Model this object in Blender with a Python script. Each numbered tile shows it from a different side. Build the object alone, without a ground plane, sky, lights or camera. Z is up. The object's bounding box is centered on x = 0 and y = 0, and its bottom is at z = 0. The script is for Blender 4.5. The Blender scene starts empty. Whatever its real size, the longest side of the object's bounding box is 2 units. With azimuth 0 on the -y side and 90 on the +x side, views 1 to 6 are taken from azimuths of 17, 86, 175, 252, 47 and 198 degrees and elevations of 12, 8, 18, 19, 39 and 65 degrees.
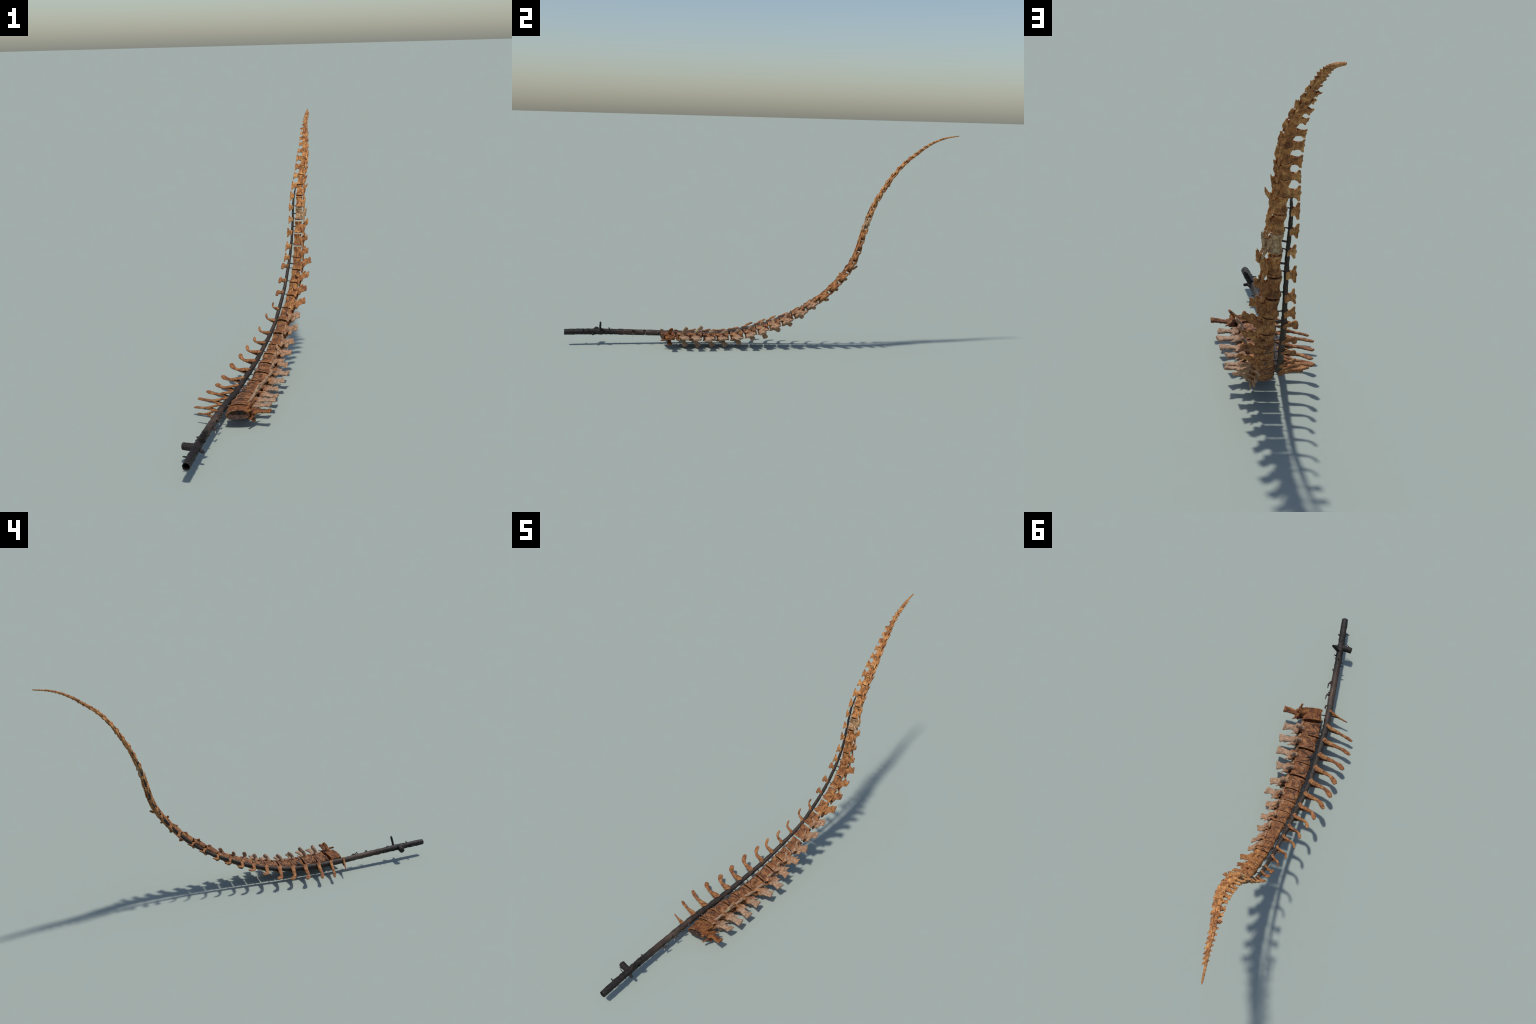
# Mounted skeleton of a long dinosaur-like tail: vertebrae and chevrons lying on
# their side along a bent, dark, welded iron pole that sweeps up to a thin tip.
import bpy, math, random
import numpy as np
from mathutils import Vector, Matrix
from mathutils.bvhtree import BVHTree

rng = np.random.default_rng(11)
random.seed(11)
V3 = lambda *a: np.array(a, float)

# ------------------------------------------------------------------ helpers
def unit(v):
    v = np.asarray(v, float)
    return v / (np.linalg.norm(v) + 1e-12)

def lerp_table(x, xs, ys):
    return float(np.interp(x, xs, ys))

def smooth_curve(pts, m):
    """Catmull-Rom through control points, m samples."""
    K = np.asarray(pts, float); n = len(K)
    P = np.vstack([2*K[0]-K[1], K, 2*K[-1]-K[-2]])
    t = np.linspace(0, n-1, m); i = np.clip(t.astype(int), 0, n-2); f = (t-i)[:, None]
    a, b, c, d = P[i], P[i+1], P[i+2], P[i+3]
    return .5*(2*b+(c-a)*f+(2*a-5*b+4*c-d)*f**2+(3*b-a-3*c+d)*f**3)

class Noise:
    """Seeded band noise made of random plane waves (octaves)."""
    def __init__(self, seed, freq, octaves=3, waves=7, gain=.55):
        r = np.random.default_rng(seed); self.t = []
        for o in range(octaves):
            k = r.normal(size=(waves, 3)); k /= np.linalg.norm(k, axis=1)[:, None]
            k *= freq*(2.05**o)*2*math.pi*r.uniform(.7, 1.3, (waves, 1))
            self.t.append((k, r.uniform(0, 6.28, waves), gain**o/math.sqrt(waves)))
    def __call__(self, p):
        s = np.zeros(len(p))
        for k, ph, a in self.t:
            s += a*np.sin(p@k.T+ph).sum(1)
        return s

class Builder:
    """Collects closed lofted solids into one vertex/face list."""
    def __init__(self): self.v = []; self.f = []; self.n = 0
    def loft(self, secs, n=20, p=2.0):
        base = self.n
        ang = np.linspace(0, 2*math.pi, n, endpoint=False)
        ca, sa = np.cos(ang), np.sin(ang)
        ca = np.sign(ca)*np.abs(ca)**(2/p); sa = np.sign(sa)*np.abs(sa)**(2/p)
        for c, u, w in secs:
            self.v.append(np.asarray(c)[None]+ca[:, None]*np.asarray(u)[None]+sa[:, None]*np.asarray(w)[None])
        m = len(secs)
        for i in range(m-1):
            for j in range(n):
                a = base+i*n+j; b = base+i*n+(j+1) % n
                self.f.append((a, b, b+n, a+n))
        self.f.append(tuple(base+j for j in range(n))[::-1])
        self.f.append(tuple(base+(m-1)*n+j for j in range(n)))
        self.n += m*n
    def tube(self, pts, radii, flat=None, up=(0, 0, 1), n=14, dome=True):
        """Loft along a path; radii per point (a,b): a across 'up', b along 'up'."""
        pts = np.asarray(pts, float); m = len(pts)
        secs = []
        for i in range(m):
            t = unit(pts[min(i+1, m-1)]-pts[max(i-1, 0)])
            b = unit(np.asarray(up, float)-t*np.dot(up, t)); a = np.cross(t, b)
            ra, rb = radii[i] if np.ndim(radii[i]) else (radii[i], radii[i])
            secs.append((pts[i], a*ra, b*rb))
        if dome:
            t0 = unit(pts[0]-pts[1]); t1 = unit(pts[-1]-pts[-2])
            def cap(sec, t):
                c, a, b = sec; r = min(np.linalg.norm(a), np.linalg.norm(b))
                return [(c+t*r*.45, a*.82, b*.82), (c+t*r*.75, a*.45, b*.45)]
            secs = cap(secs[0], t0)[::-1]+secs+cap(secs[-1], t1)
        self.loft(secs, n)
    def arrays(self):
        return np.vstack(self.v), self.f

def mesh_from(name, v, f):
    me = bpy.data.meshes.new(name)
    me.from_pydata([tuple(x) for x in v], [], f)
    me.update()
    return me

def read_co(me):
    a = np.empty(len(me.vertices)*3, np.float32); me.vertices.foreach_get('co', a)
    return a.reshape(-1, 3).astype(float)

def write_co(me, co):
    me.vertices.foreach_set('co', co.astype(np.float32).ravel()); me.update()

def normals(me):
    a = np.empty(len(me.vertices)*3, np.float32); me.vertex_normals.foreach_get('vector', a)
    return a.reshape(-1, 3).astype(float)

def fuse(name, builder, voxel, smooth=3):
    """Voxel-remesh overlapping solids into one skin, then relax it."""
    v, f = builder.arrays()
    me = mesh_from(name+'_raw', v, f)
    ob = bpy.data.objects.new(name+'_raw', me)
    bpy.context.scene.collection.objects.link(ob)
    md = ob.modifiers.new('r', 'REMESH'); md.mode = 'VOXEL'; md.voxel_size = voxel
    dg = bpy.context.evaluated_depsgraph_get()
    out = bpy.data.meshes.new_from_object(ob.evaluated_get(dg))
    bpy.data.objects.remove(ob); bpy.data.meshes.remove(me)
    out.name = name
    co = read_co(out)
    e = np.empty(len(out.edges)*2, np.int32); out.edges.foreach_get('vertices', e); e = e.reshape(-1, 2)
    deg = np.bincount(e.ravel(), minlength=len(co)).astype(float)[:, None]
    for k in range(smooth):
        for lam in (.55, -.42):
            s = np.zeros_like(co)
            for ax in range(3):
                s[:, ax] = np.bincount(e[:, 0], co[e[:, 1], ax], len(co))+np.bincount(e[:, 1], co[e[:, 0], ax], len(co))
            co = co+lam*(s/np.maximum(deg, 1)-co)
    write_co(out, co)
    return out

def roughen(me, seed, amp, scale):
    co = read_co(me); nn = normals(me)
    a = Noise(seed, 1/scale, 3)(co); b = Noise(seed+1, 3.2/scale, 2)(co)
    pit = np.minimum(0, Noise(seed+2, 2.0/scale, 2)(co)+.55)
    g = Noise(seed+3, .8/scale, 2)(co)
    crack = -np.exp(-(g/.07)**2)*(Noise(seed+4, .5/scale, 1)(co) > -.1)
    write_co(me, co+nn*(amp*(a*.8+b*.35)+amp*1.2*pit+amp*1.1*crack)[:, None])

def split_mesh(me, label):
    """Split a mesh by per-face integer labels; borders coincide and normals are shared."""
    nn = normals(me); co = read_co(me)
    pl = np.empty(len(me.loops), np.int32); me.loops.foreach_get('vertex_index', pl)
    st = np.empty(len(me.polygons), np.int32); me.polygons.foreach_get('loop_start', st)
    tt = np.empty(len(me.polygons), np.int32); me.polygons.foreach_get('loop_total', tt)
    out = {}
    for k in np.unique(label):
        idx = np.where(label == k)[0]
        faces = [pl[st[i]:st[i]+tt[i]] for i in idx]
        used, inv = np.unique(np.concatenate(faces), return_inverse=True)
        q = 0; fl = []
        for f in faces:
            fl.append(tuple(inv[q:q+len(f)])); q += len(f)
        m = mesh_from('part', co[used], fl)
        m.polygons.foreach_set('use_smooth', [True]*len(m.polygons))
        m.normals_split_custom_set_from_vertices([tuple(x) for x in nn[used]])
        out[int(k)] = m
    return out

def add(name, me, parent=None, mat=None, matrix=None):
    me.name = name
    ob = bpy.data.objects.new(name, me)
    bpy.context.scene.collection.objects.link(ob)
    if mat: me.materials.clear(); me.materials.append(mat)
    if matrix is not None: ob.matrix_basis = matrix
    if parent is not None:
        ob.parent = parent
    return ob

# ---------------------------------------------------------------- materials
def ramp(nt, stops, inp):
    r = nt.nodes.new('ShaderNodeValToRGB')
    el = r.color_ramp.elements
    while len(el) < len(stops): el.new(.5)
    for e, (p, c) in zip(el, stops):
        e.position = p; e.color = (*c, 1) if len(c) == 3 else c
    nt.links.new(inp, r.inputs[0]); return r

def noise_node(nt, vec, scale, detail=4, rough=.6, dist=0.0):
    n = nt.nodes.new('ShaderNodeTexNoise')
    n.inputs['Scale'].default_value = scale; n.inputs['Detail'].default_value = detail
    n.inputs['Roughness'].default_value = rough; n.inputs['Distortion'].default_value = dist
    nt.links.new(vec, n.inputs['Vector']); return n

def mix(nt, fac, a, b, mode='MIX'):
    m = nt.nodes.new('ShaderNodeMix'); m.data_type = 'RGBA'; m.blend_type = mode
    for s, v in ((m.inputs[0], fac), (m.inputs[6], a), (m.inputs[7], b)):
        if hasattr(v, 'is_output'): nt.links.new(v, s)
        elif isinstance(v, (tuple, list)): s.default_value = (*v, 1)
        else: s.default_value = v
    return m.outputs[2]

def math_node(nt, op, a, b=None, clamp=False):
    m = nt.nodes.new('ShaderNodeMath'); m.operation = op; m.use_clamp = clamp
    for s, v in zip(m.inputs, (a, b)):
        if v is None: continue
        if hasattr(v, 'is_output'): nt.links.new(v, s)
        else: s.default_value = v
    return m.outputs[0]

def bone_material(name, dark, mid, light, pale=None, pale_from=.05, pale_to=.09, pale_amt=.85, stain=.5, side=None, streak=.85):
    """Stained fossil bone; 'pale' is the bleached, greyer dorsal part (local x)."""
    dark, mid, light = ((c[0]*1.0, c[1]*1.04, c[2]*1.08) for c in (dark, mid, light))  # keep the browns earthy
    m = bpy.data.materials.new(name); m.use_nodes = True
    nt = m.node_tree; bs = nt.nodes['Principled BSDF']
    tc = nt.nodes.new('ShaderNodeTexCoord'); oi = nt.nodes.new('ShaderNodeObjectInfo')
    off = nt.nodes.new('ShaderNodeVectorMath'); off.operation = 'ADD'
    nt.links.new(tc.outputs['Object'], off.inputs[0]); nt.links.new(oi.outputs['Location'], off.inputs[1])
    P = off.outputs[0]
    big = noise_node(nt, P, 46, 6, .66, .4)
    r = ramp(nt, [(.36, dark), (.5, mid), (.65, light)], big.outputs[0])
    # grain running along the bone
    mp = nt.nodes.new('ShaderNodeMapping'); mp.inputs['Scale'].default_value = (260, 60, 260)
    nt.links.new(P, mp.inputs['Vector'])
    gr = noise_node(nt, mp.outputs[0], 1.0, 4, .65, .4)
    g2 = ramp(nt, [(.34, (.36, .34, .34)), (.52, (1, 1, 1)), (.70, (1.4, 1.4, 1.32))], gr.outputs[0])
    col = mix(nt, streak, r.outputs[0], g2.outputs[0], 'MULTIPLY')
    if pale is not None:
        sx = nt.nodes.new('ShaderNodeSeparateXYZ'); nt.links.new(tc.outputs['Object'], sx.inputs[0])
        w = noise_node(nt, P, 60, 3, .6)
        x = math_node(nt, 'ADD', sx.outputs[0], math_node(nt, 'MULTIPLY', math_node(nt, 'SUBTRACT', w.outputs[0], .5), .05))
        mr = nt.nodes.new('ShaderNodeMapRange'); mr.interpolation_type = 'SMOOTHSTEP'
        mr.inputs[1].default_value = pale_from; mr.inputs[2].default_value = pale_to; mr.inputs[4].default_value = pale_amt
        if side is not None:
            zz = math_node(nt, 'ADD', math_node(nt, 'ABSOLUTE', sx.outputs[2]), math_node(nt, 'MULTIPLY', math_node(nt, 'SUBTRACT', w.outputs[0], .5), .02))
            zs = math_node(nt, 'MULTIPLY', math_node(nt, 'SUBTRACT', zz, side), (pale_to-pale_from)/.008)
            gate = nt.nodes.new('ShaderNodeMapRange'); gate.interpolation_type = 'SMOOTHSTEP'
            gate.inputs[1].default_value = pale_from*.32; gate.inputs[2].default_value = pale_from*.62
            nt.links.new(sx.outputs[0], gate.inputs[0])
            zs = math_node(nt, 'MULTIPLY', math_node(nt, 'ADD', zs, pale_from), gate.outputs[0])
            x = math_node(nt, 'MAXIMUM', x, zs)
        nt.links.new(x, mr.inputs[0])
        pr = ramp(nt, [(.32, tuple(c*.5 for c in pale)), (.5, pale), (.68, tuple(min(1, c*1.5) for c in pale))],
                  noise_node(nt, P, 110, 5, .65).outputs[0])
        col = mix(nt, mr.outputs[0], col, pr.outputs[0])
    # dark mineral stains and pale flecks
    st = ramp(nt, [(.56, (0, 0, 0)), (.68, (1, 1, 1))], noise_node(nt, P, 75, 5, .7, .8).outputs[0])
    col = mix(nt, math_node(nt, 'MULTIPLY', st.outputs[0], stain), col, tuple(c*.55 for c in dark))
    fl = ramp(nt, [(.64, (0, 0, 0)), (.74, (1, 1, 1))], noise_node(nt, P, 190, 4, .7).outputs[0])
    col = mix(nt, math_node(nt, 'MULTIPLY', fl.outputs[0], .45), col, tuple(min(1, c*1.6+.03) for c in light))
    # worn, lighter ridges
    ge = nt.nodes.new('ShaderNodeNewGeometry')
    ed = ramp(nt, [(.515, (0, 0, 0)), (.585, (1, 1, 1))], ge.outputs['Pointiness'])
    col = mix(nt, math_node(nt, 'MULTIPLY', ed.outputs[0], .55), col, tuple(min(1, c*1.3+.03) for c in light))
    nt.links.new(col, bs.inputs['Base Color'])
    bs.inputs['Roughness'].default_value = .72
    bs.inputs['Specular IOR Level'].default_value = .28
    bp = nt.nodes.new('ShaderNodeBump'); bp.inputs['Strength'].default_value = .55; bp.inputs['Distance'].default_value = .0012
    hsum = math_node(nt, 'ADD', noise_node(nt, P, 320, 6, .7).outputs[0], math_node(nt, 'MULTIPLY', gr.outputs[0], .8))
    nt.links.new(hsum, bp.inputs['Height']); nt.links.new(bp.outputs[0], bs.inputs['Normal'])
    return m

def iron_material(name, base, rust, grey, rough=.62, y_warm=None):
    m = bpy.data.materials.new(name); m.use_nodes = True
    nt = m.node_tree; bs = nt.nodes['Principled BSDF']
    tc = nt.nodes.new('ShaderNodeTexCoord'); P = tc.outputs['Object']
    a = noise_node(nt, P, 24, 5, .65, .5)
    col = ramp(nt, [(.35, base), (.55, tuple(c*1.5 for c in base)), (.75, grey)], a.outputs[0]).outputs[0]
    mp = nt.nodes.new('ShaderNodeMapping'); mp.inputs['Scale'].default_value = (120, 22, 120)
    nt.links.new(P, mp.inputs['Vector'])
    s = ramp(nt, [(.5, (0, 0, 0)), (.66, (1, 1, 1))], noise_node(nt, mp.outputs[0], 1, 4, .6).outputs[0])
    col = mix(nt, math_node(nt, 'MULTIPLY', s.outputs[0], .55), col, rust)
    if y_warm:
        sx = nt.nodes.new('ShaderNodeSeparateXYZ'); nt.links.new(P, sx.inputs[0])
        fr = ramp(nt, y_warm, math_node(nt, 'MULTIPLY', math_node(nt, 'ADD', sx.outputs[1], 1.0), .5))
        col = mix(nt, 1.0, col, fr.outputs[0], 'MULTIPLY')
    nt.links.new(col, bs.inputs['Base Color'])
    bs.inputs['Roughness'].default_value = rough; bs.inputs['Metallic'].default_value = .15
    bs.inputs['Specular IOR Level'].default_value = .35
    bp = nt.nodes.new('ShaderNodeBump'); bp.inputs['Strength'].default_value = .5; bp.inputs['Distance'].default_value = .0015
    nt.links.new(noise_node(nt, P, 170, 6, .7).outputs[0], bp.inputs['Height']); nt.links.new(bp.outputs[0], bs.inputs['Normal'])
    return m

RUST = bone_material('bone_rust', (.085, .026, .011), (.19, .064, .019), (.33, .125, .030), stain=.55)
BROWN = bone_material('bone_brown', (.080, .028, .012), (.20, .074, .026), (.36, .160, .060),
                      pale=(.365, .238, .15), pale_from=.045, pale_to=.075, stain=.55, side=.016, streak=.5)
BROWN_S = bone_material('bone_brown_small', (.095, .034, .014), (.22, .082, .028), (.38, .165, .056),
                        pale=(.38, .228, .135), pale_from=.026, pale_to=.05, pale_amt=.75, stain=.5, side=.013, streak=.6)
OCHRE = bone_material('bone_ochre', (.13, .044, .016), (.30, .110, .032), (.47, .22, .074), stain=.55)
PALE = bone_material('bone_pale', (.22, .10, .045), (.42, .24, .11), (.56, .38, .22), stain=.35)
GOLD = bone_material('bone_golden', (.185, .062, .021), (.42, .163, .047), (.63, .31, .108), stain=.45)
TIP = bone_material('bone_tip', (.20, .07, .025), (.40, .162, .052), (.57, .28, .098), stain=.3)
DARK_FACE = bone_material('dark_end_face', (.022, .012, .008), (.045, .024, .016), (.085, .042, .024), stain=.4)
CHEV = bone_material('bone_chevron', (.145, .050, .018), (.285, .105, .034), (.41, .19, .064), stain=.4)
WARM = [(0.0, (.8, .8, .85)), (.12, (.85, .8, .8)), (.16, (2.3, 1.9, 1.65)), (.22, (3.1, 2.7, 2.35)), (.28, (1.35, 1.25, 1.15)), (.5, (1.75, 1.6, 1.45)), (.9, (1.5, 1.3, 1.2))]  # tint along y; the peak near .22 paints the pole's sheen into its colour
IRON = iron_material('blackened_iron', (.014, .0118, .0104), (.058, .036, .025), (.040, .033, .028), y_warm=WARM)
WIRE = iron_material('dark_wire', (.030, .026, .024), (.06, .04, .032), (.085, .075, .07), .55)
BORE_DARK = iron_material('pipe_inside', (.004, .004, .004), (.008, .006, .005), (.008, .008, .008), .9)
GLUE = iron_material('clip_metal', (.30, .27, .26), (.42, .36, .34), (.55, .5, .5), .5)
PAINT = iron_material('green_paint', (.30, .36, .15), (.36, .40, .2), (.42, .46, .25), .8)

# ------------------------------------------------------------------- layout
# Centres of the vertebral bodies from the hip end to the tip (metres).
STATION = np.array([
 (.043,-.475,.053),(.027,-.400,.049),(.024,-.334,.048),(.022,-.263,.046),(.019,-.196,.048),(.022,-.123,.056),
 (.022,-.053,.073),(.024,.010,.094),(.025,.070,.117),(.029,.132,.145),(.031,.193,.185),(.033,.254,.228),
 (.039,.313,.270),(.041,.366,.320),(.042,.410,.371),(.042,.447,.424),(.038,.473,.476),(.035,.491,.533),
 (.036,.505,.590),(.035,.521,.649),(.032,.543,.702),(.029,.565,.752),(.027,.590,.797),(.027,.615,.839),
 (.029,.639,.877),(.027,.667,.912),(.022,.696,.944),(.015,.726,.971),(.008,.756,.994),(.002,.782,1.0125),
 (-.003,.806,1.031),(-.008,.829,1.046),(-.012,.850,1.058)])
# thin end of the tail
END = smooth_curve([STATION[-2], STATION[-1], (-.0165,.889,1.0755), (-.024,.935,1.090), (-.033,.9975,1.1005)], 400)
seg = np.r_[0, np.cumsum(np.linalg.norm(np.diff(END, axis=0), axis=1))]
s0 = seg[np.argmin(np.linalg.norm(END-STATION[-1], axis=1))]
steps = np.array([20, 19, 18, 17, 16, 15, 14, 13, 12], float)
steps *= (seg[-1]-s0)*.93/steps.sum()
extra = [[np.interp(s0+x, seg, END[:, a]) for a in range(3)] for x in np.cumsum(steps)]
C = np.vstack([STATION, extra]); NV = len(C)
# Tips of the neural spines (first 31 vertebrae)
SPINE = np.array([
 (.170,-.463,.067),(.148,-.381,.060),(.150,-.323,.057),(.143,-.267,.052),(.124,-.193,.055),(.126,-.109,.061),
 (.131,-.058,.074),(.109,.008,.084),(.107,.082,.119),(.101,.147,.150),(.100,.222,.192),(.098,.272,.233),
 (.107,.331,.287),(.102,.379,.332),(.102,.422,.386),(.104,.458,.447),(.087,.475,.487),(.079,.497,.544),
 (.077,.523,.617),(.065,.535,.657),(.055,.553,.705),(.063,.566,.775),(.055,.600,.811),(.049,.633,.848),
 (.043,.660,.892),(.044,.679,.920),(.036,.710,.950),(.031,.737,.977),(.025,.765,1.001),(.013,.794,1.016),(.006,.816,1.033)])
SPINE_W = [26,31,35,34,36,32,33,32,28,30,28,28,28,27,27,26,24,22,28,36,32,26,26,26,25,22,20,18,18,15,14]
# Tips of the transverse processes, upper and lower (first 15)
UPPER = np.array([(.108,-.453,.104),(.088,-.379,.107),(.078,-.303,.109),(.072,-.241,.093),(.073,-.177,.090),(.080,-.111,.098),
 (.067,-.050,.115),(.058,.005,.137),(.046,.068,.153),(.052,.137,.180),(.052,.194,.205),(.044,.248,.249),
 (.062,.309,.287),(.048,.355,.337),(.049,.395,.392)])
LOWER = np.array([(.106,-.461,.021),(.086,-.382,.011),(.078,-.317,.0065),(.072,-.244,.008),(.073,-.179,.012),(.080,-.110,.024),
 (.067,-.036,.046),(.058,.025,.050),(.050,.097,.089),(.055,.157,.120),(.054,.213,.158),(.048,.277,.208),(.052,.342,.254),(.049,.389,.307),
 (.049,.433,.363),(.050,.483,.429)])

ids = np.arange(NV)+1
HEIGHT = np.interp(ids, [1,2,3,4,6,7,8,9,10,11,12,14,16,18,20,22,24,26,28,30,32,33,36,40,42],
                   np.array([91,86,83,78,78,74,70,64,58,55,51,45,40.5,37.5,34.5,31,28.5,25,22,18.5,15,13.5,11.5,8.6,6.8])/1000)
WIDTH = np.interp(ids, [1,8,10,12,14,16,18,20,24,28,31,33,36,40,42],
                  np.array([42,41,40,38,36,33,31,29,25.5,21,17.5,14.4,12,8.6,6.6])/1000)
WAIST = np.interp(ids, [1,6,12,15,17,19,22,25,30,36,42], [.90,.89,.84,.82,.77,.71,.66,.60,.64,.78,.9])

def frame(i):
    a = C[max(i-1, 0)]; b = C[min(i+1, NV-1)]
    t = unit(b-a)
    d = V3(1, 0, 0)
    ks = [k for k in range(i-2, i+3) if 0 <= k < len(SPINE)]
    if ks and i < 14:
        d = unit(np.mean([unit(SPINE[k]-C[k]) for k in ks], axis=0))
    elif ks:
        q = np.mean([unit(SPINE[k]-C[k]-t*np.dot(SPINE[k]-C[k], t)) for k in ks], axis=0); d = unit(q+V3(1.2, 0, 0))
    d = unit(d-t*np.dot(d, t)); l = np.cross(d, t)
    return d, t, l
FR = [frame(i) for i in range(NV)]
def matrix_of(i, origin=None):
    d, t, l = FR[i]; o = C[i] if origin is None else origin
    return Matrix(((d[0], t[0], l[0], o[0]), (d[1], t[1], l[1], o[1]), (d[2], t[2], l[2], o[2]), (0, 0, 0, 1)))
def to_local(i, p, origin=None):
    d, t, l = FR[i]; q = np.asarray(p)-(C[i] if origin is None else origin)
    return V3(q@d, q@t, q@l)
SPACE = np.array([.5*(np.linalg.norm(C[min(i+1, NV-1)]-C[i])+np.linalg.norm(C[i]-C[max(i-1, 0)]))*(2 if i in (0, NV-1) else 1) for i in range(NV)])
SPACE[0] = .067; SPACE[-1] = .011
FILL = np.interp(ids, [1,6,12,16,21,23,25,42], [.90,.90,.90,.91,.91,.94,.97,1.0])
LEN = SPACE*FILL

# ------------------------------------------------------------- root object
root = bpy.data.objects.new('tail_skeleton', None)
bpy.context.scene.collection.objects.link(root)
root.empty_display_size = .1
root['label'] = 'rust-brown dinosaur tail skeleton mounted on a bent dark iron pole'
root['category'] = 'dinosaur skeleton'

# ---------------------------------------------------------------- vertebrae
def vertebra(i):
    h, w, L, k = HEIGHT[i], WIDTH[i], LEN[i], i+1
    j = lambda s: 1+rng.uniform(-s, s)
    X, Y, Z = np.eye(3)
    B = Builder()
    # body: a spool with hollowed end faces
    wd, wl = WAIST[i], WAIST[i]-(.10 if k < 18 else .22)
    deep = -.28 if k == 1 else -.33
    t = [deep, deep-.06, -.44, -.488, -.5, -.475, -.42, -.34, -.2, 0, .2, .34, .42, .475, .5, .488, .44, .30]
    r = [.15, .52, .74, .87, .95, 1.0, .985, 0, 0, 0, 0, 0, .985, 1.0, .95, .86, .55, .12]
    if k > 36: t = t[3:-3]; r = [.4, .8, .97, .95, 0, 0, 0, 0, 0, .95, .97, .8]
    tilt = rng.uniform(-.05, .05); secs = []
    for a, b in zip(t, r):
        if b == 0:
            q = 1-(abs(a)/.43)**2
            rd = .97-(.97-wd)*q; rl = .97-(.97-wl)*q
        else: rd = rl = b
        grow = 1-lerp_table(k, [6, 9, 19, 23], [.05, .15, .13, .05])*a
        gl = grow+(.30*min(a, .1) if k == 1 else 0)
        secs.append((V3(tilt*a*h*.5, a*L, 0), X*h*.5*rd*grow, Z*w*.5*rl*gl))
    B.loft(secs, 32, 2.5 if k < 20 else 2.2)
    if k > 38:
        return B, None
    # neural arch: two side walls leaving a canal, closed by a roof
    has = i < len(SPINE)
    s = to_local(i, SPINE[i]) if has else V3(h*.95, L*.15, 0)
    arch = min(.018, .30*h+.002) if k < 13 else .26*h
    top = h*.5+arch
    aw = w*(.20 if k < 16 else .22)
    for sg in (1, -1):
        B.tube([V3(h*.34, .03*L, sg*aw*.95), V3(h*.5, .02*L, sg*aw), V3(top, .0*L, sg*aw*.6)],
               [(L*(.36 if k < 13 else .27), w*.12), (L*(.27 if k < 13 else .20), w*.105), (L*.2, w*.10)], up=(0, 0, 1))
    rf = .30 if k < 13 else (.22 if k < 20 else .16)
    B.tube([V3(top-.002, -L*rf, 0), V3(top, 0, 0), V3(top-.001, L*rf, 0)], [(.006*h/.05+.002, w*.2)]*3, up=(0, 0, 1))
    # neural spine
    sw = (SPINE_W[i]*1.12 if has else 12*h/.011)/2000
    th = lerp_table(k, [1, 8, 14, 20, 30], [.0062, .0056, .0042, .0033, .0020])
    rootp = V3(top-.004, .02*L, 0)
    tipd = unit(s-rootp)
    edge = unit(Y-tipd*np.dot(Y, tipd)*.55)
    edge = unit(edge+X*lerp_table(k, [8, 17, 22, 30], [0, .15, .5, .5])+X*rng.uniform(-.28, .28)*(k < 17))
    if k > 12: s = s+tipd*lerp_table(k, [13, 20, 31], [.002, .0035, .002])
    side = unit(np.cross(tipd, edge))
    secs = []
    prof = [(0, 1.0, 1.3), (.15, .80, 1.05), (.35, .70, .85), (.6, .76, .80), (.82, .93, .92), (.94, 1.04, 1.08), (1.0, 1.0, .95)]
    for q, a, b in prof:
        base_w = max(sw, L*.34) if k < 20 else max(sw*.7, L*.18)
        ww = (base_w*(1-q)+sw*q)*a*j(.07)
        cc = rootp+(s-rootp)*q
        if k < 9: cc = cc+Y*(-.004*math.sin(q*math.pi))
        secs.append((cc, edge*ww, side*th*b*j(.08)))
    B.loft(secs, 22, 2.6)
    # knob of roughened bone on the crest
    if k < 10:
        for q in range(5):
            p = s-tipd*rng.uniform(.001, .008)+edge*sw*rng.uniform(-.8, .8)
            B.tube([p-tipd*.006, p], [.0036, .0026], n=8)
    # transverse processes
    if k <= 16:
        for sg, tab in ((1, UPPER), (-1, LOWER)):
            if i < len(tab): e = to_local(i, tab[i])
            else: continue
            a0 = V3(h*.34, -.02*L, sg*w*.22); a1 = V3(h*.46+.1*(e[0]-h*.46), -.0*L, sg*w*.48)
            mid = (a1+e)/2+V3(0, -.003, 0)
            if k < 4: wa = (.013, .0095, .0095, .0105)
            elif k < 9: wa = (.013, .010, .0095, .0105)
            else: wa = tuple(x*lerp_table(k, [9, 12, 16], [1, .9, .62]) for x in (.0125, .0098, .0092, .0088))
            if sg < 0 and k < 12: wa = (wa[0], wa[1]*1.1, wa[2]*1.25, wa[3]*1.35)
            tk = lerp_table(k, [1, 8, 12, 16], [.0058, .0052, .0048, .0042])*(.82 if sg < 0 else 1)
            B.tube([a0, a1, mid, a1+(e-a1)*.8, e], [(wa[0], tk*1.7), (wa[1], tk*1.2), (wa[2], tk), (wa[3], tk*.85), (wa[3]*.8, tk*.7)],
                   up=(1, 0, 0), n=16)
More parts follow.
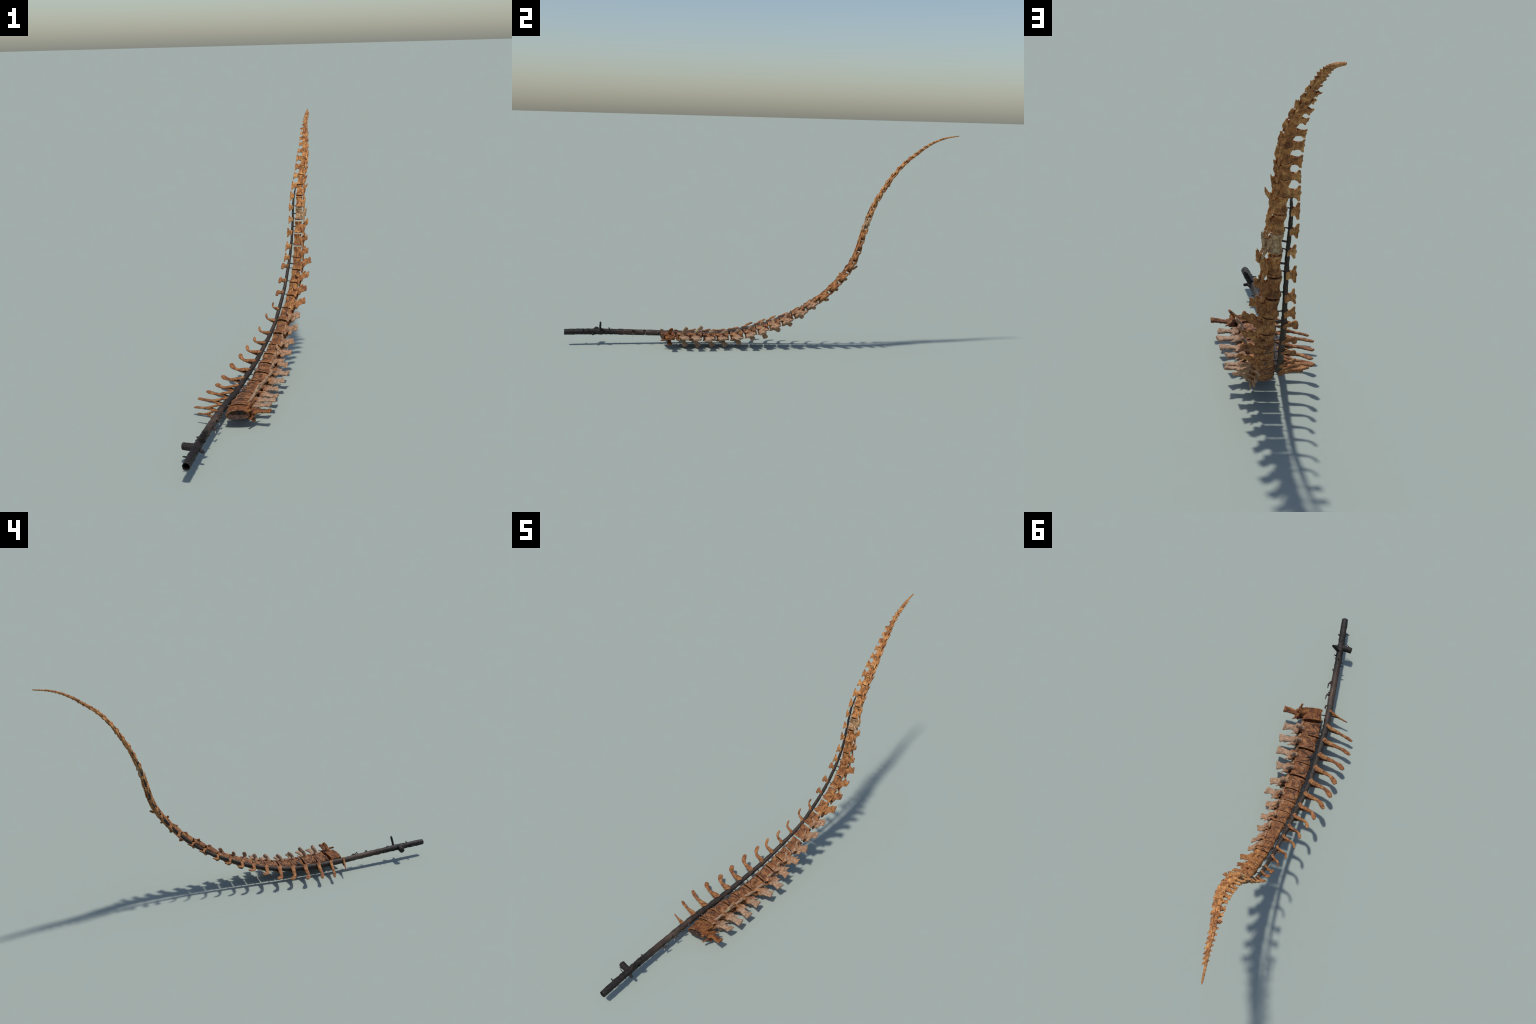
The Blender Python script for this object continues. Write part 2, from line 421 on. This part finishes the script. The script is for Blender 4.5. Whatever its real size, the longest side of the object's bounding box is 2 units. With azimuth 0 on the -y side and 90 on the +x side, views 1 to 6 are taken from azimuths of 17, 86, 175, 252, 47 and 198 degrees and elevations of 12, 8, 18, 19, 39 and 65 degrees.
    # prezygapophyses: prongs reaching forward over the next body
    if k <= 12:
        for sg in (1, -1):
            if k == 1:
                e = V3(h*.52, -L*.68, sg*.017)
                B.tube([V3(top-.006, -L*.05, sg*w*.18), V3(top-.008, -L*.42, sg*w*.34), e], [(.007, .008), (.0052, .006), (.0038, .0044)], up=(1, 0, 0))
            else:
                e = V3(h*.46, -L*.53, sg*w*.34)
                B.tube([V3(top-.008, -L*.02, sg*w*.20), V3(h*.49, -L*.34, sg*w*.33), e], [(.0075, .0085), (.0056, .007), (.0038, .005)], up=(1, 0, 0))
        if k >= 6:  # thin bony web joining prezygapophysis, side process and spine
            for sg in (1, -1):
                B.tube([V3(h*.46, -L*.46, sg*w*.36), V3(h*.49, -L*.10, sg*w*.42), V3(top+.10*(s[0]-top), L*.12, sg*w*.22), V3(top+.30*(s[0]-top), L*.30, 0)],
                       [(.005, .0032), (.0085, .0034), (.0085, .0032), (.004, .0022)], up=(.35, 0, sg*.94), n=14)
        e = V3(top+.36*(s[0]-top), L*(.46 if k < 8 else .55), 0)
        B.tube([V3(top, L*.02, 0), V3(top+.15*(s[0]-top), L*.32, 0), e], [(.0036, .012), (.0030, .0065), (.0018, .0022)], up=(1, 0, 0))
    else:
        reach = lerp_table(k, [13, 16, 20, 24, 28, 33, 38], [.52, .56, .64, .68, .72, .70, .60])*SPACE[i]
        rise = lerp_table(k, [13, 17, 20, 23, 27, 33, 38], [.021, .027, .030, .021, .0125, .007, .0045])
        rad = lerp_table(k, [13, 16, 20, 26, 33, 38], [.0056, .0048, .0036, .0027, .0017, .0011])
        for sg in (1, -1):
            B.tube([V3(h*.42, L*.12, sg*w*.20), V3(h*.5+.25*(rise-h*.5), -L*.18, sg*w*.32), V3(rise, -reach, sg*w*(.38 if k < 22 else .30))],
                   [(rad*1.25, rad*2.0), (rad, rad*1.5), (rad*.7, rad*.95)], up=(1, 0, 0), n=12)
        # postzygapophysis spike under the spine
        e = V3(top+.35*max(0, s[0]-top), L*.56, 0)
        B.tube([V3(top-.002, L*.12, 0), e], [(rad*.8, rad*2.2), (rad*.5, rad*.8)], up=(1, 0, 0), n=10)
        # side ridges along the body
        for sg in ((1, -1) if k < 20 else ()):
            B.tube([V3(h*.05, -L*.36, sg*w*.40), V3(h*.06, 0, sg*w*.37), V3(h*.05, L*.36, sg*w*.40)], [rad*.9]*3, n=8)
    # low ventral keels
    if k < 30:
        for sg in (1, -1):
            B.tube([V3(-h*.40, -L*.40, sg*w*.20), V3(-h*.40*WAIST[i], 0, sg*w*.17), V3(-h*.40, L*.40, sg*w*.2)], [w*.07]*3, n=8)
    return B, dict(top=top, h=h, w=w, L=L, s=s)

def bone_for(k):
    if k == 1: return RUST
    if k <= 7: return BROWN
    if k <= 12: return BROWN_S
    if k == 20: return PALE
    if k <= 18: return OCHRE
    if k <= 30: return GOLD
    return TIP

vert_objs = []
for i in range(NV):
    k = i+1
    B, info = vertebra(i)
    vox = lerp_table(k, [1, 8, 14, 22, 30, 36, 42], [.00125, .0012, .00105, .0009, .0007, .0006, .00045])
    me = fuse('vertebra', B, vox, 2 if k < 23 else 1)
    roughen(me, 100+7*i, lerp_table(k, [1, 8, 16, 26, 42], [.00085, .00075, .00055, .00035, .00012]), lerp_table(k, [1, 10, 20, 30, 42], [.026, .022, .016, .010, .006]))
    n = len(me.polygons)
    fc = np.empty(n*3, np.float32); me.polygons.foreach_get('center', fc); fc = fc.reshape(-1, 3)
    lab = np.zeros(n, int)
    if info:
        if k <= 34: lab[fc[:, 0] > info['top']+.003*info['h']/.08] = 1
        if k <= 12:
            q = (np.abs(fc[:, 2]) > info['w']*.56)
            lab[q & (fc[:, 2] > 0)] = 2; lab[q & (fc[:, 2] < 0)] = 3
    parts = split_mesh(me, lab)
    bpy.data.meshes.remove(me)
    mat = bone_for(k)
    body = add('vertebra', parts[0], root, mat, matrix_of(i))
    vert_objs.append(body)
    if k == 1:  # dark patch inside the hollow front face
        body.data.materials.append(DARK_FACE)
        fn = np.empty(len(body.data.polygons)*3, np.float32); body.data.polygons.foreach_get('normal', fn); fn = fn.reshape(-1, 3)
        fq = np.empty(len(body.data.polygons)*3, np.float32); body.data.polygons.foreach_get('center', fq); fq = fq.reshape(-1, 3)
        rr = (fq[:, 0]/(HEIGHT[i]*.5))**2+(fq[:, 2]/(WIDTH[i]*.5))**2
        edge = .80+.10*Noise(k, 60, 2)(fq.astype(float))
        inside = (fq[:, 1] < 0) & (np.abs(fq[:, 1]) > LEN[i]*.22) & (fn[:, 1]*np.sign(fq[:, 1]) > .25) & (rr < edge) & (np.abs(fq[:, 0]) < HEIGHT[i]*.5)
        body.data.polygons.foreach_set('material_index', inside.astype(np.int32))
    for key, nm in ((1, 'neural_spine'), (2, 'transverse_process'), (3, 'transverse_process')):
        if key in parts: add(nm, parts[key], body, mat)

# pointed last joint
B = Builder()
tipdir = unit(V3(-.033, .998, 1.1007)-C[-1])
B.tube([C[-1]+tipdir*.003, (C[-1]+V3(-.033, .998, 1.1007))/2, V3(-.033, .998, 1.1007)], [.0034, .0026, .0013], n=12)
v, f = B.arrays(); me = mesh_from('tail_tip', v, f); me.polygons.foreach_set('use_smooth', [True]*len(me.polygons))
add('tail_tip', me, root, TIP)

# ---------------------------------------------------------------- iron pole
POLE = smooth_curve([(.0321,-.999,.0656),(.0078,-.8117,.0635),(-.0121,-.6301,.0567),(-.0309,-.4571,.0498),(-.0373,-.2947,.048),
 (-.0373,-.1456,.0627),(-.0271,-.0134,.0953),(-.0175,.1037,.1404),(-.008,.208,.1909),(-.0032,.2972,.2562),(.0012,.3743,.3322),
 (.0033,.4383,.4171),(.0067,.4842,.5106),(.0073,.5125,.61),(.0052,.5413,.7063),(.0092,.577,.777)], 420)
POLE_R = np.interp(POLE[:, 1], [-1, -.4, -.25, -.13, 0, .19, .31, .44, .5, .54, .577],
                   [.0143, .0145, .0124, .0108, .0097, .0086, .0077, .0067, .0056, .0046, .0026])
def pole_at(y):
    q = np.argmin(np.abs(POLE[:, 1]-y)); return POLE[q], POLE_R[q], unit(POLE[min(q+1, 419)]-POLE[max(q-1, 0)])
def pole_near(p):
    q = np.argmin(np.linalg.norm(POLE-p, axis=1)); return POLE[q], POLE_R[q], unit(POLE[min(q+1, 419)]-POLE[max(q-1, 0)])

def pole_mesh():
    n = 40; v = []; f = []
    lump = Noise(5, 18, 3); weld = Noise(6, 70, 2)
    m = len(POLE)
    for i in range(m):
        t = unit(POLE[min(i+1, m-1)]-POLE[max(i-1, 0)])
        a = unit(np.cross(t, V3(0, 0, 1))); b = np.cross(a, t)
        ang = np.linspace(0, 2*math.pi, n, endpoint=False)
        d = np.cos(ang)[:, None]*a+np.sin(ang)[:, None]*b
        y = POLE[i, 1]
        scar = .0011*np.exp(-((y+.86)/.07)**2)+.0004
        bead = .0007*(math.sin(y*90)**8)
        p = POLE[i]+d*POLE_R[i]
        rr = POLE_R[i]+scar*weld(p)+.0006*lump(p)*POLE_R[i]/.014+bead*POLE_R[i]/.014
        v.append(POLE[i]+d*rr[:, None])
    v = np.vstack(v)
    for i in range(m-1):
        for q in range(n):
            a = i*n+q; b = i*n+(q+1) % n
            f.append((a, b, b+n, a+n))
    f.append(tuple((m-1)*n+q for q in range(n)))
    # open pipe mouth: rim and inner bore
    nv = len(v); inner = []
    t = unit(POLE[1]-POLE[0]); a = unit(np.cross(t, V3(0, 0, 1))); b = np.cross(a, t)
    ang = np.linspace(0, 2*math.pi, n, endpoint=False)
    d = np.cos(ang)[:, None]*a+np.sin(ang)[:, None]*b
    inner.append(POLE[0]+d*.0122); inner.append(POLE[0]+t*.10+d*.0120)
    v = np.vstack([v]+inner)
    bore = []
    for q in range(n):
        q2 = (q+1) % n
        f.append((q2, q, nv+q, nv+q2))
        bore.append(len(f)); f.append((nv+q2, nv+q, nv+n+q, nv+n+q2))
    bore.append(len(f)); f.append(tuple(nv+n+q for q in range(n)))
    return v, f, bore
v, f, bore = pole_mesh()
me = mesh_from('pole', v, f); me.polygons.foreach_set('use_smooth', [True]*len(me.polygons))
pole = add('pole', me, root, IRON); me.materials.append(BORE_DARK)
for q in bore: me.polygons[q].material_index = 1
me.shade_smooth() if hasattr(me, 'shade_smooth') else None

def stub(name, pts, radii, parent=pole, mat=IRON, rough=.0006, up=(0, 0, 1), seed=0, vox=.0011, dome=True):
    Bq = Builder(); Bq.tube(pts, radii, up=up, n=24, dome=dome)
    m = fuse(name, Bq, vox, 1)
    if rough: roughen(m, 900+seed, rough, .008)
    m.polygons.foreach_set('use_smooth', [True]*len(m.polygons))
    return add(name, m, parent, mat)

# cross pipe stub, flat tab and bolt near the free end
p0, r0, _ = pole_at(-.846)
stub('cross_pipe', [p0+V3(-.002, 0, .001), V3(-.018, -.845, .065), V3(-.040, -.843, .065)], [.0134, .0135, .0132], seed=1, dome=False)
p0, r0, _ = pole_at(-.815)
stub('pole_tab', [p0+V3(.002, .001, .006), p0+V3(.018, 0, .028), V3(.0375, -.8155, .113), V3(.040, -.816, .119)],
     [(.0046, .0095), (.0046, .009), (.0045, .0085), (.003, .005)], up=(1, 0, -.6), seed=2, rough=.0009)
p0, r0, _ = pole_at(-.853)
stub('pole_bolt', [p0+V3(.004, 0, -.003), V3(.039, -.853, .056)], [.0062, .0058], seed=3)
for q, (y, e) in enumerate([(-.797, (.029, -.797, .070)), (-.724, (.0175, -.724, .060)), (-.923, (-.008, -.923, .064)), (-.772, (-.0185, -.773, .058)),
                            (-.752, (-.023, -.752, .062)), (-.90, (.040, -.905, .080)), (-.775, (.004, -.775, .083))]):
    p0, r0, _ = pole_at(y)
    stub('pole_spur', [p0+.5*(V3(*e)-p0), V3(*e)], [.0034, .0022], seed=10+q, vox=.0008)
# twisted wire by the cross pipe
p0, r0, _ = pole_at(-.868)
stub('wire_end', [p0+V3(-.008, 0, .006), V3(-.017, -.866, .066), V3(-.026, -.858, .066), V3(-.036, -.860, .060)], [.0016, .0014, .002, .0012], seed=20, vox=.0006, rough=.0003)
# weld scabs
Bq = Builder()
for q in range(46):
    y = rng.choice([rng.normal(-.88, .035), rng.normal(-.79, .03), rng.uniform(-.99, -.7)]); y = float(np.clip(y, -.985, -.68))
    p0, r0, t = pole_at(y); a = unit(np.cross(t, V3(0, 0, 1))); b = np.cross(a, t)
    an = rng.uniform(0, 6.28); dr = math.cos(an)*a+math.sin(an)*b
    p = p0+dr*(r0-.0006)
    B2 = rng.uniform(.0012, .0026)
    Bq.tube([p-t*rng.uniform(.002, .008), p+dr*rng.uniform(0, .0016), p+t*rng.uniform(.002, .008)], [B2*.6, B2, B2*.5], n=8)
m = fuse('weld_bead', Bq, .0008, 1); m.polygons.foreach_set('use_smooth', [True]*len(m.polygons))
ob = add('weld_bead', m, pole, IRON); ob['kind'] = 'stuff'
# little hanger clips on the bare stretch
for q, (a, b) in enumerate([((.0115, -.645, .055), (.014, -.632, .050)), ((.0045, -.581, .061), (.007, -.570, .055)), ((-.0055, -.528, .053), (-.004, -.524, .050))]):
    a = V3(*a); b = V3(*b); p0, r0, t = pole_at(a[1])
    stub('hanger_clip', [p0+.6*(a-p0)-t*.010, a-t*.012, a+V3(.003, 0, .001), b], [(.003, .004), (.0035, .0045), (.003, .0035), (.0015, .002)], seed=30+q, vox=.0008)
    if q < 2:
        stub('clip_pin', [a+V3(.001, -.008, -.004), a+V3(.003, -.012, -.014)], [.0016, .0014], mat=GLUE, seed=40+q, vox=.0006, rough=0)
    else:
        stub('clip_pin', [a+V3(0, 0, 0), a+V3(.003, 0, -.001)], [.0022, .002], mat=GLUE, seed=40+q, vox=.0006, rough=0)
for q, (y, dz) in enumerate([(-.60, .004), (-.655, .002)]):
    p0, r0, t = pole_at(y)
    stub('hanger_clip', [p0+V3(.010, -.006, .009), p0+V3(.016, 0, .014+dz), p0+V3(.012, .008, .010)], [.003, .0035, .0025], seed=50+q, vox=.0008)

# ------------------------------------------------- struts and wires on bodies
def strut(pts, r, name='strut', mat=WIRE, parent=None, n=8):
    Bq = Builder(); Bq.tube(pts, [r]*len(pts), n=n); v, f = Bq.arrays()
    m = mesh_from(name, v, f); m.polygons.foreach_set('use_smooth', [True]*len(m.polygons))
    return add(name, m, parent or root, mat)

for i in range(0, 22):
    d, t, l = FR[i]; k = i+1
    p = C[i]-d*HEIGHT[i]*.40*(1 if k > 12 else .95)-t*LEN[i]*(.12 if k < 13 else .34)
    q, r, _ = pole_near(C[i]-d*HEIGHT[i]*.5-t*LEN[i]*(.05 if k < 13 else .36))
    rr = lerp_table(k, [1, 12, 22], [.0026, .0023, .0015])
    strut([q, (p+q)/2+t*.001, p], rr)
    if k in (16, 19, 20): # doubled, sooty struts
        q2, _, _ = pole_near(C[i]-d*HEIGHT[i]*.5+t*LEN[i]*.05); p2 = C[i]-d*HEIGHT[i]*.34+t*LEN[i]*.05
        strut([q2, (p2+q2)/2, p2], rr*1.6)
    # weld collar on the pole
    Bq = Builder()
    nn_ = unit(p-q)
    Bq.tube([q+nn_*r*.7, q+nn_*(r+.0022)], [r*.55, r*.22], n=12); v, f = Bq.arrays()
    m = mesh_from('weld_collar', v, f); m.polygons.foreach_set('use_smooth', [True]*len(m.polygons))
    add('weld_collar', m, root, WIRE)

def wire_loop(i, pts2, side, r):
    """Wire lying on the flank of a body: project (axial, dorsal) points sideways onto the bone."""
    body = vert_objs[i]; h, L, w = HEIGHT[i], LEN[i], WIDTH[i]
    bv = BVHTree.FromPolygons([x.co for x in body.data.vertices], [p.vertices for p in body.data.polygons])
    path = []
    for q in smooth_curve([(a, b, 0) for a, b in pts2], 22):
        hit = bv.ray_cast(Vector((q[1]*h, q[0]*L, side*w)), Vector((0, 0, -side)))
        if hit[0] is not None: path.append(np.array(hit[0])+V3(0, 0, side*r*.5))
    if len(path) < 5: return
    Bq = Builder(); Bq.tube(path, [r]*len(path), n=8, up=(1, 0, 0)); v, f = Bq.arrays()
    m = mesh_from('wire', v, f); m.polygons.foreach_set('use_smooth', [True]*len(m.polygons))
    add('wire', m, body, WIRE)
for i in range(1, 14):
    for side in (1, -1):
        j = lambda: rng.uniform(-.05, .05)
        if i < 7:
            pts = [(-.38+j(), .16+j()), (-.30, -.02+j()), (-.16+j(), -.20), (.06, -.33+j()*.4), (.22+j()*.5, -.29), (.31, -.12+j()), (.36+j()*.5, .12)]
        else:
            pts = [(.46, -.12+j()), (.34, .02+j()), (.18, .05+j()), (.06, -.06+j()), (.0+j()*.4, -.20), (-.03, -.36)]
        wire_loop(i, pts, side, .0013 if i < 9 else .0011)
# bent clamp wire at the fourth body
d, t, l = FR[3]; o = C[3]-d*HEIGHT[3]*.42+l*.012
ring = [o+l*(.004+.006*math.cos(a))-d*(.007*math.sin(a)*.6)+t*(.014*math.cos(a)-.008) for a in np.linspace(.2, 5.6, 16)]
strut(ring, .0022, 'clamp_wire')
strut([C[3]+l*.018-d*.012+t*.002, C[3]+l*.017-d*.030-t*.012, C[3]+l*.006-d*.044-t*.010], .0022, 'clamp_wire')

# ----------------------------------------------------------------- chevrons
CH_TIP = np.array([(-.118,-.490,.040),(-.162,-.409,.031),(-.171,-.337,.040),(-.162,-.258,.043),(-.147,-.180,.047),(-.145,-.109,.059),
 (-.130,-.035,.090),(-.108,.031,.113),(-.094,.085,.136),(-.079,.145,.156),(-.073,.204,.188),(-.058,.268,.232),(-.039,.321,.270)])
CH_BASE_Y = [-.513,-.435,-.366,-.291,-.228,-.152,-.086,-.021,.041,.103,.165,.230,.285]
CH_BEND = [.000,.003,.006,.010,.013,.014,.016,.016,.016,.013,.013,.011,.010]
CH_STEM = [4.4,6.4,8.0,8.8,9.0,9.0,8.6,8.0,7.2,6.4,5.6,5.2,4.8]
CH_BLADE = [2.4,7.2,10.5,11.5,12.5,12.5,11.5,10.0,8.4,6.6,5.6,5.8,5.2]
# axial bars of the T-shaped chevrons: tip-side and base-side ends
CH_BAR = {17:((-.017,.469,.471),(-.020,.451,.435)),18:((-.013,.486,.523),(-.018,.472,.482)),19:((-.013,.503,.585),(-.014,.496,.543)),
 20:((-.010,.517,.640),(-.009,.507,.606)),21:((-.013,.538,.695),(-.011,.527,.660)),22:((-.010,.558,.749),(-.011,.543,.708)),
 23:((-.008,.582,.793),(-.009,.565,.756)),24:((-.003,.607,.833),(-.007,.594,.803)),25:((-.005,.639,.872),(-.004,.619,.842)),
 26:((-.005,.665,.909),(-.005,.643,.880)),27:((-.006,.693,.935),(-.004,.672,.915)),28:((-.007,.715,.962),(-.002,.697,.946)),
 29:((-.012,.746,.985),(-.006,.725,.970)),30:((-.012,.768,1.008),(-.010,.752,.995)),31:((-.018,.794,1.024),(-.013,.775,1.013))}

def chevron(k):
    i = min(k-1, NV-1)
    B = Builder()
    if k <= 13:
        p0, r0, pt = pole_at(CH_BASE_Y[k-1]); tip = CH_TIP[k-1]
        up = FR[i][2]
        out = unit(unit(tip-p0)*1.0-pt*np.dot(tip-p0, pt)*0)
        base = p0+out*(r0*.55)
        span = np.linalg.norm(tip-base)
        bend = CH_BEND[k-1]
        ax = unit(pt-out*np.dot(pt, out))
        mid = lambda q: base+(tip-base)*q-ax*bend*math.sin(q**1.35*math.pi)*1.15
        join = .42 if k > 2 else .5
        st, bl = CH_STEM[k-1]/1000, CH_BLADE[k-1]/1000
        # two arms hugging the pole
        for sg in (1, -1):
            a = p0+out*r0*.25+up*sg*(r0+.0025)-pt*.002
            b = base+out*r0*.8+up*sg*(r0*.85)
            B.tube([a, b, mid(join), mid(join+.1)], [(st*1.4, .0042), (st*1.3, .0046), (st*1.05, .0050), (st*.9, .0042)], up=up, n=14)
        path = [mid(q) for q in np.linspace(join-.05, .97, 10)]
        rad = []; wob = (rng.uniform(.04, .14), rng.uniform(0, 6.28))
        for q in np.linspace(0, 1, 10):
            wv = st*(1-q)+bl*q if k > 2 else st*(1-q)+bl*q
            if k > 2:
                f = min(1, max(0, (q-.15)/.65)); f = f*f*(3-2*f)
                wv = st*(1.0-.16*math.sin(min(1, q*1.5)*math.pi))+(bl*.98-st)*f
            wv *= 1-.30*max(0, (q-.72)/.28)**2
            rad.append((wv*(1+wob[0]*math.sin(q*5+wob[1])), (.0054*(1-q)+.0042*q) if k > 2 else .0038))
        B.tube(path, rad, up=up, n=18)
        vox = .0011
    elif k <= 16:
        e = {14: (-.030, .361, .306), 15: (-.027, .400, .357), 16: (-.024, .441, .415)}[k]
        e = V3(*e); p0, r0, pt = pole_near(e); up = FR[i][2]; out = unit(e-p0-pt*np.dot(e-p0, pt))
        for sg in (1, -1):
            B.tube([p0+up*sg*(r0+.002), p0+out*(r0+.003)+up*sg*.003, e-out*.004], [(.0095, .003), (.0085, .0034), (.007, .0034)], up=up, n=12)
        B.tube([e-pt*.013+out*.001, e, e+pt*.013-out*.0015], [(.0068, .0036), (.0080, .0040), (.0068, .0036)], up=up, n=14)
        vox = .001
    elif k <= 31:
        a, b = (V3(*x) for x in CH_BAR[k]); e = (a+b)/2
        up = FR[i][2]; ax = unit(a-b)
        if k <= 22:
            p0, r0, pt = pole_near(e)
        else:
            cen = (C[k-1]+C[k-2])/2; r0 = .002; pt = ax; p0 = cen-FR[i][0]*HEIGHT[i]*.42
        out = unit(e-p0)
        tk = lerp_table(k, [17, 24, 31], [.0027, .0023, .0013])
        hw = np.linalg.norm(a-b)/2
        bw = lerp_table(k, [17, 22, 24, 31], [.0042, .0042, .004, .0022])
        B.tube([b, b+(e-b)*.5-out*.003, e-out*.004, a+(e-a)*.5-out*.003, a], [(bw*.75, tk*.9), (bw*1.25, tk), (bw*2.2, tk), (bw*1.25, tk), (bw*.75, tk*.9)], up=up, n=14)
        wr = lerp_table(k, [17, 22, 23, 27, 31], [.60, .60, .70, .82, .9])
        for sg in (1, -1):
            B.tube([p0+up*sg*(r0+.001), p0+(e-p0)*.5+up*sg*tk*.6, e], [(hw*wr*.95, tk*.9), (hw*wr*.85, tk*.9), (hw*min(.95, wr*1.3), tk*.9)], up=up, n=14)
        vox = lerp_table(k, [17, 31], [.0009, .0006])
    else:
        cen = (C[k-1]+C[k-2])/2; d, t, l = FR[k-1]
        sc = lerp_table(k, [32, 39], [1, .35])
        e = cen-d*(HEIGHT[k-1]*.5+.0055*sc)
        B.tube([cen-d*HEIGHT[k-1]*.35, (cen-d*HEIGHT[k-1]*.5+e)/2, e], [(.0042*sc, .0012), (.0052*sc, .0012), (.0062*sc, .0009)], up=l, n=12)
        vox = .0005
    # into the local frame of the nearest vertebra
    o = p0 if k <= 31 else cen
    d, t, l = FR[i]; R = np.array([d, t, l])
    B.v = [(x-o)@R.T for x in B.v]
    m = fuse('chevron', B, vox, 2)
    roughen(m, 500+5*k, lerp_table(k, [1, 13, 31, 40], [.00055, .00045, .0003, .0001]), lerp_table(k, [1, 20, 40], [.019, .011, .005]))
    m.polygons.foreach_set('use_smooth', [True]*len(m.polygons))
    add('chevron', m, root, CHEV if k < 17 else (GOLD if k < 31 else TIP), matrix_of(i, o))
for k in range(1, 39):
    chevron(k)
    # pale fixing pin between pole and chevron
    if k in (3, 5, 8, 9, 10, 11):
        p0, r0, pt = pole_at(CH_BASE_Y[k-1])
        q = p0+unit(CH_TIP[k-1]-p0)*(r0+.003)+FR[k-1][2]*.004-pt*.004
        strut([q-pt*.003, q+pt*.001], .0018, 'clip_pin', GLUE)

# small dab of green paint on the third upper process
tp = [c for c in vert_objs[2].children if c.name.startswith('transverse')]
for c in tp:
    co = read_co(c.data)
    if co[:, 2].mean() < 0: continue
    bv = BVHTree.FromPolygons([x.co for x in c.data.vertices], [p.vertices for p in c.data.polygons])
    e = to_local(2, UPPER[2]); a = V3(HEIGHT[2]*.46, 0, WIDTH[2]*.48)
    Bq = Builder(); path = []
    for q in np.linspace(.28, .52, 6):
        p = a+(e-a)*q+V3(.03, -.02, 0)
        hit = bv.ray_cast(Vector(p), Vector(unit(V3(-.03, .02-.004, 0))))
        if hit[0] is not None: path.append(np.array(hit[0]))
    if len(path) > 3:
        Bq.tube(path, [(.0026, .0007)]*len(path), up=unit(V3(.03, -.02, 0)), n=10)
        v, f = Bq.arrays(); m = mesh_from('paint_dab', v, f); m.polygons.foreach_set('use_smooth', [True]*len(m.polygons))
        add('paint_dab', m, c, PAINT)
